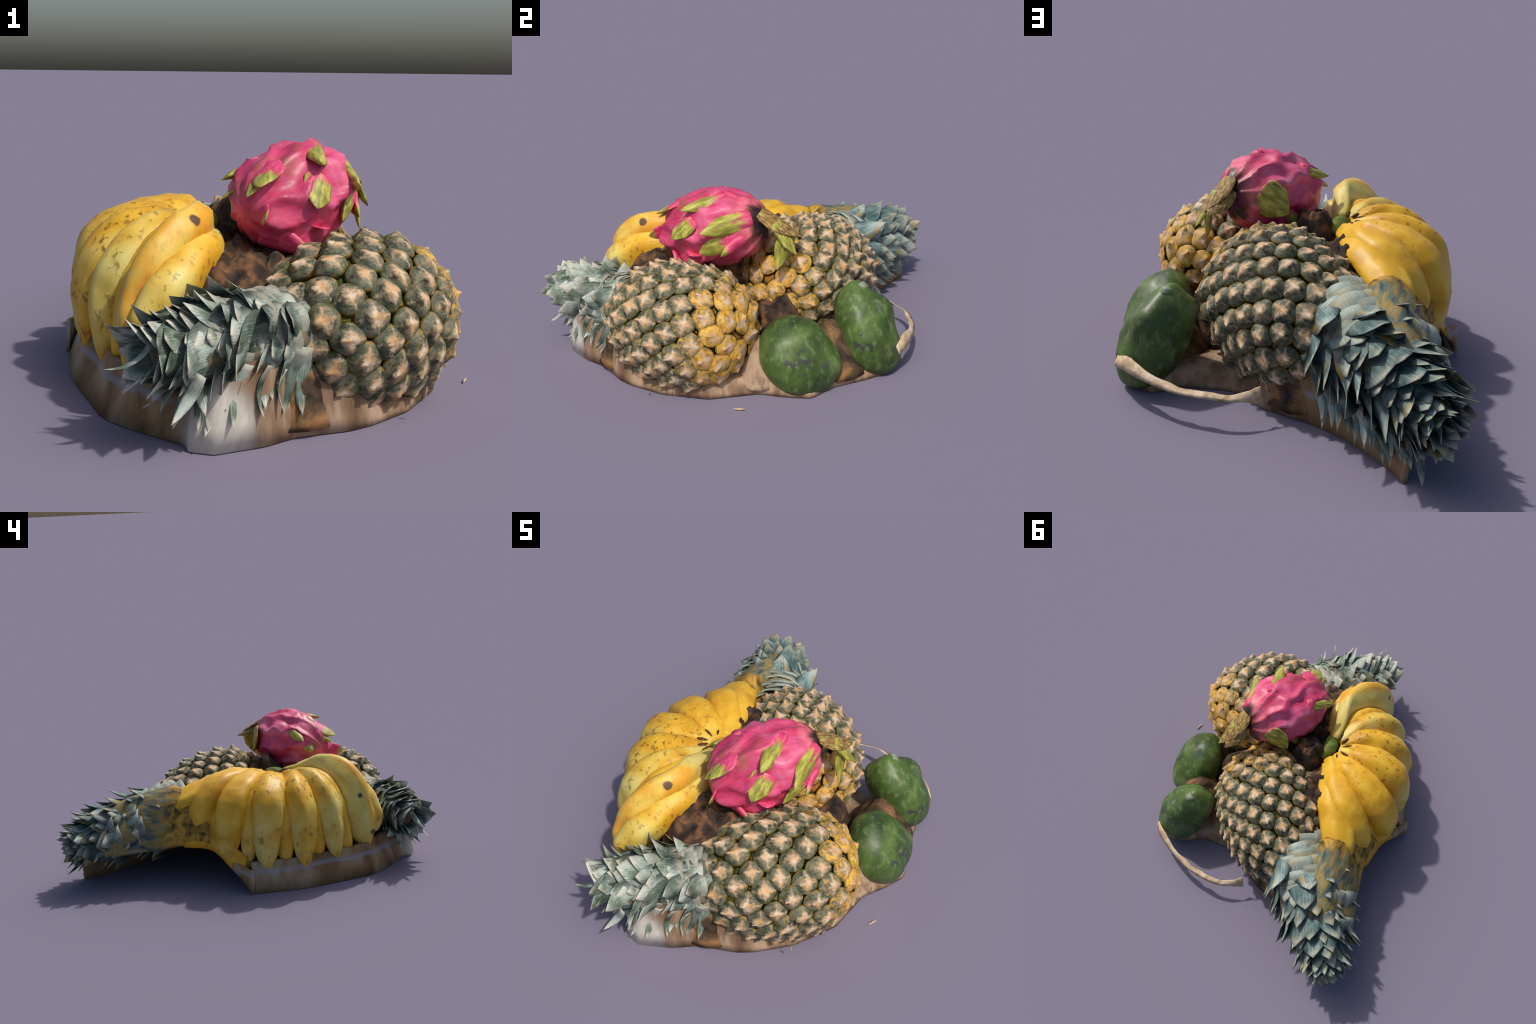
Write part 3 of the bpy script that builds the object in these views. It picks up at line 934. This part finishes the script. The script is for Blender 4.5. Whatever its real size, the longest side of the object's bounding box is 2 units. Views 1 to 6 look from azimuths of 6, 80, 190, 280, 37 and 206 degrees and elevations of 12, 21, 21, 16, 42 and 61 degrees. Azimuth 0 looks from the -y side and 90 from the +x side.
for k, (b_, t_, w_, g_) in enumerate(S):
    scale(b_, t_, w_, g_, 1.0, None, k, lift=.05 if k in (2, 3, 4, 5) else .028)
# withered remains of the flower hanging from the far end
scale((.265, -.03, .70), (.335, .125, .585), .055, 0, .8, TONGUE_DRY, out=(.3, .1, 1))
scale((.325, .085, .615), (.335, .02, .455), .042, .9, .8, None, 2, out=(1, .1, .2))
scale((.31, .03, .66), (.365, .10, .52), .035, .9, .8, None, 1, out=(1, .6, .3))
scale((.25, .02, .665), (.31, .14, .585), .045, 0, .8, TONGUE_DRY, out=(0, 1, 1))

# ------------------------------------------------------------------ table patch
ground = [(-.19, -.81), (-.12, -.845), (-.10, -.89), (-.03, -.90), (.10, -.828),
          (.18, -.755), (.326, -.69), (.39, -.64), (.50, -.515), (.587, -.33), (.59, -.12), (.64, -.02), (.68, .093), (.61, .20), (.575, .36),
          (.545, .45), (.44, .50), (.34, .43), (.17, .42), (.04, .47), (-.02, .22), (-.06, -.05), (-.10, -.40), (-.16, -.62)]
patch = thing("table_patch", (0, 0, 0), "scrap of brown weathered tabletop under fruit", "table scrap")
ctr = V((.08, -.2, 0))
def resample(poly, n):
    P = [V((x, y, 0)) for x, y in poly]
    P.append(P[0])
    L = [0]
    for a_, b_ in zip(P, P[1:]):
        L.append(L[-1] + (b_ - a_).length)
    out = []
    for i in range(n):
        s = L[-1] * i / n
        k = max(j for j in range(len(L) - 1) if L[j] <= s + 1e-9)
        f = (s - L[k]) / (L[k + 1] - L[k])
        out.append(P[k].lerp(P[k + 1], f))
    return out
rim = resample(ground, 150)
def wall_top(p):
    # the skirt stands high along the bananas and the front crown, low at the right
    z = .05
    z = max(z, .125 * smooth(-p.x, .05, .2) * smooth(-p.y, -.25, -.05))
    z = max(z, .23 * math.exp(-((p - V((.04, -.88, 0))).length / .19) ** 2))
    z = max(z, .13 * math.exp(-((p - V((.25, -.72, 0))).length / .22) ** 2))
    z = max(z, .085 * math.exp(-((p - V((.56, -.38, 0))).length / .2) ** 2))
    return z
verts, faces = [], []
prof = [(1.0, 0), (.992, .35), (.974, .75), (.955, 1.0), (.93, 1.4), (.75, 1.5), (.5, .6), (.25, .5)]
n = len(rim)
for f, zf in prof:
    for p in rim:
        q = ctr.lerp(p, f)
        q.z = wall_top(p) * zf + (.004 * fbm(q, 9, 3) if f < 1 else 0)
        verts.append(q)
for i in range(len(prof) - 1):
    for j in range(n):
        faces.append((i * n + j, i * n + (j + 1) % n, (i + 1) * n + (j + 1) % n, (i + 1) * n + j))
verts.append(V((ctr.x, ctr.y, .03)))
c_ = len(verts) - 1
for j in range(n):
    faces.append(((len(prof) - 1) * n + j, (len(prof) - 1) * n + (j + 1) % n, c_))
faces.append(tuple(range(n))[::-1])
me = mesh_from("table_skirt", verts, faces)
bm = bmesh.new(); bm.from_mesh(me)
bmesh.ops.recalc_face_normals(bm, faces=bm.faces)
bm.to_mesh(me); bm.free()
add("tabletop", me, patch, TABLE)

def wall(name, line, tops, thick, mat, zlow=0.0, lean=.03):
    """upright thick strip along a ground line; tops = (height) per control point"""
    L = catmull([(x, y, 0) for x, y in line], 40)
    Hs = catmull([(h_, 0, 0) for h_ in tops], 40)
    Zs = catmull([(h_, 0, 0) for h_ in (zlow if isinstance(zlow, list) else [zlow] * len(tops))], 40)
    vs, fs = [], []
    for i, p in enumerate(L):
        tan = (L[min(40, i + 1)] - L[max(0, i - 1)]).normalized()
        nrm = V((-tan.y, tan.x, 0))
        wob = .01 * fbm(p, 11, 2)
        for f in (0, .5, 1):
            z = Zs[i].x + (Hs[i].x - Zs[i].x) * f
            q = p + nrm * (lean * f + wob * f)
            vs.append(V((q.x, q.y, z)))
            vs.append(V((q.x, q.y, z)) + nrm * thick)
    for i in range(40):
        a_, b_ = i * 6, (i + 1) * 6
        for k in (0, 2):
            fs.append((a_ + k, b_ + k, b_ + k + 2, a_ + k + 2))
            fs.append((a_ + k + 1, a_ + k + 3, b_ + k + 3, b_ + k + 1))
        fs.append((a_, a_ + 1, b_ + 1, b_))
        fs.append((a_ + 4, b_ + 4, b_ + 5, a_ + 5))
    for e in (0, 40):
        a_ = e * 6
        fs.append((a_, a_ + 2, a_ + 3, a_ + 1))
        fs.append((a_ + 2, a_ + 4, a_ + 5, a_ + 3))
    me = mesh_from(name, vs, fs)
    bm = bmesh.new(); bm.from_mesh(me)
    bmesh.ops.recalc_face_normals(bm, faces=bm.faces)
    bm.to_mesh(me); bm.free()
    return add(name, me, patch, mat)
# skirt running from the rear pineapple out along its crown
wall("table_flap", [(-.53, .875), (-.47, .795), (-.33, .665), (-.18, .575), (.02, .50)], [.17, .20, .22, .20, .14], .02, TABLE, lean=-.015)
# arched lower edge joining the bananas to the long crown, lifted clear of the ground
wall("peel_flap", [(-.648, -.03), (-.625, .025), (-.588, .133), (-.563, .29)], [.17, .21, .30, .33], .014, BANANA, zlow=[.085, .12, .205, .212], lean=-.055)
# hollow skirt in front of the bananas
wall("banana_skirt", [(-.674, -.085), (-.632, -.22), (-.58, -.363), (-.46, -.57), (-.39, -.68), (-.29, -.755), (-.17, -.82)],
     [.145, .15, .15, .155, .16, .17, .18], .03, TABLE, zlow=0.0, lean=.055)
wall("corner_flap", [(-.672, -.092), (-.664, -.07), (-.650, -.03), (-.625, .025)], [.125, .125, .135, .15], .014, TABLE, zlow=[.002, .02, .07, .12], lean=-.012)

# loose torn strip curving round the standing mango
wall("torn_strip", [(.58, .505), (.527, .562), (.432, .618), (.328, .662), (.25, .677), (.175, .684), (.10, .675), (.04, .648), (-.01, .615)],
     [.14, .165, .145, .126, .118, .122, .112, .12, .13], .004, STRAW,
     zlow=[.105, .12, .116, .110, .106, .106, .100, .090, .065], lean=.022)

# dry leaves and stalk debris filling the hollow between the fruits
vs, fs = [], []
nr, ns = 18, 40
o = V((-.02, -.25, .0))
for i in range(nr + 1):
    f = i / nr
    for j in range(ns):
        a = 2 * math.pi * j / ns
        p = V((-.04 + .26 * f * math.cos(a), -.25 + .45 * f * math.sin(a), 0))
        p.z = .44 * (1 - f ** 6) + .02 + .05 * fbm(p, 15, 5, 4)
        p.z = max(.02, p.z)
        vs.append(p - o)
for i in range(nr):
    for j in range(ns):
        fs.append((i * ns + j, (i + 1) * ns + j, (i + 1) * ns + (j + 1) % ns, i * ns + (j + 1) % ns))
fs.append(tuple(nr * ns + j for j in range(ns)))
me = mesh_from("debris", vs, fs)
bm = bmesh.new(); bm.from_mesh(me)
bmesh.ops.remove_doubles(bm, verts=bm.verts, dist=1e-6)
bmesh.ops.recalc_face_normals(bm, faces=bm.faces)
bm.to_mesh(me); bm.free()
d_ = add("debris", me, patch, DEBRIS, Matrix.Translation(o))
d_["kind"] = "stuff"
for (cx, cy, rx, ry, hh, pw, sd_, mt_) in [(-.20, .09, .17, .25, .48, 4, 2.0, DEBRIS), (.45, .23, .16, .18, .22, 1.8, 6.0, LITTER), (-.07, -.07, .17, .19, .54, 3, 3.0, DEBRIS),
                                           (.29, .03, .17, .16, .30, 2, 4.0, DEBRIS), (.49, -.09, .12, .12, .20, 1.8, 7.0, TABLE), (.14, -.655, .15, .12, .27, 2, 8.0, LITTER),
                                           (-.19, .49, .20, .10, .29, 2, 9.0, LITTER)]:
    vs, fs = [], []
    for i in range(nr + 1):
        f = i / nr
        for j in range(ns):
            a = 2 * math.pi * j / ns
            p = V((rx * f * math.cos(a), ry * f * math.sin(a), 0))
            p.z = max(.02, hh * (1 - f ** pw) + .02 + (.045 * fbm(p, 16, sd_, 4) if mt_ is DEBRIS else .02 * fbm(p, 11, sd_)))
            vs.append(p)
    fs = [(i * ns + j, (i + 1) * ns + j, (i + 1) * ns + (j + 1) % ns, i * ns + (j + 1) % ns) for i in range(nr) for j in range(ns)]
    fs.append(tuple(nr * ns + j for j in range(ns)))
    me = mesh_from("debris", vs, fs)
    bm = bmesh.new(); bm.from_mesh(me)
    bmesh.ops.remove_doubles(bm, verts=bm.verts, dist=1e-6)
    bmesh.ops.recalc_face_normals(bm, faces=bm.faces)
    bm.to_mesh(me); bm.free()
    cut_below(me, VOID[0] - V((cx, cy, 0)), VOID[1])
    d_ = add("debris", me, patch, mt_, Matrix.Translation((cx, cy, 0)))
    d_["kind"] = "stuff"
# crumbs of straw lying about
for c, d, ln in [((.702, -.216, .004), (.3, 1, 0), .05), ((.541, -.595, .09), (.1, -.2, 1), .04)]:
    vs, fs = [], []
    for i, (t, rr) in enumerate([(-.5, .1), (-.3, .8), (.1, 1), (.4, .6), (.5, .1)]):
        for j in range(8):
            a = 2 * math.pi * j / 8
            vs.append((t * ln, rr * .004 * math.cos(a), rr * .004 * math.sin(a)))
    for i in range(4):
        for j in range(8):
            fs.append((i * 8 + j, i * 8 + (j + 1) % 8, (i + 1) * 8 + (j + 1) % 8, (i + 1) * 8 + j))
    fs += [tuple(range(8))[::-1], tuple(range(32, 40))]
    add("straw", mesh_from("straw", vs, fs), patch, STRAW, Matrix.Translation(c) @ frame(V(d), V((.1, 0, 1)) if abs(d[2]) < .5 else V((1, 0, 0))).to_4x4())
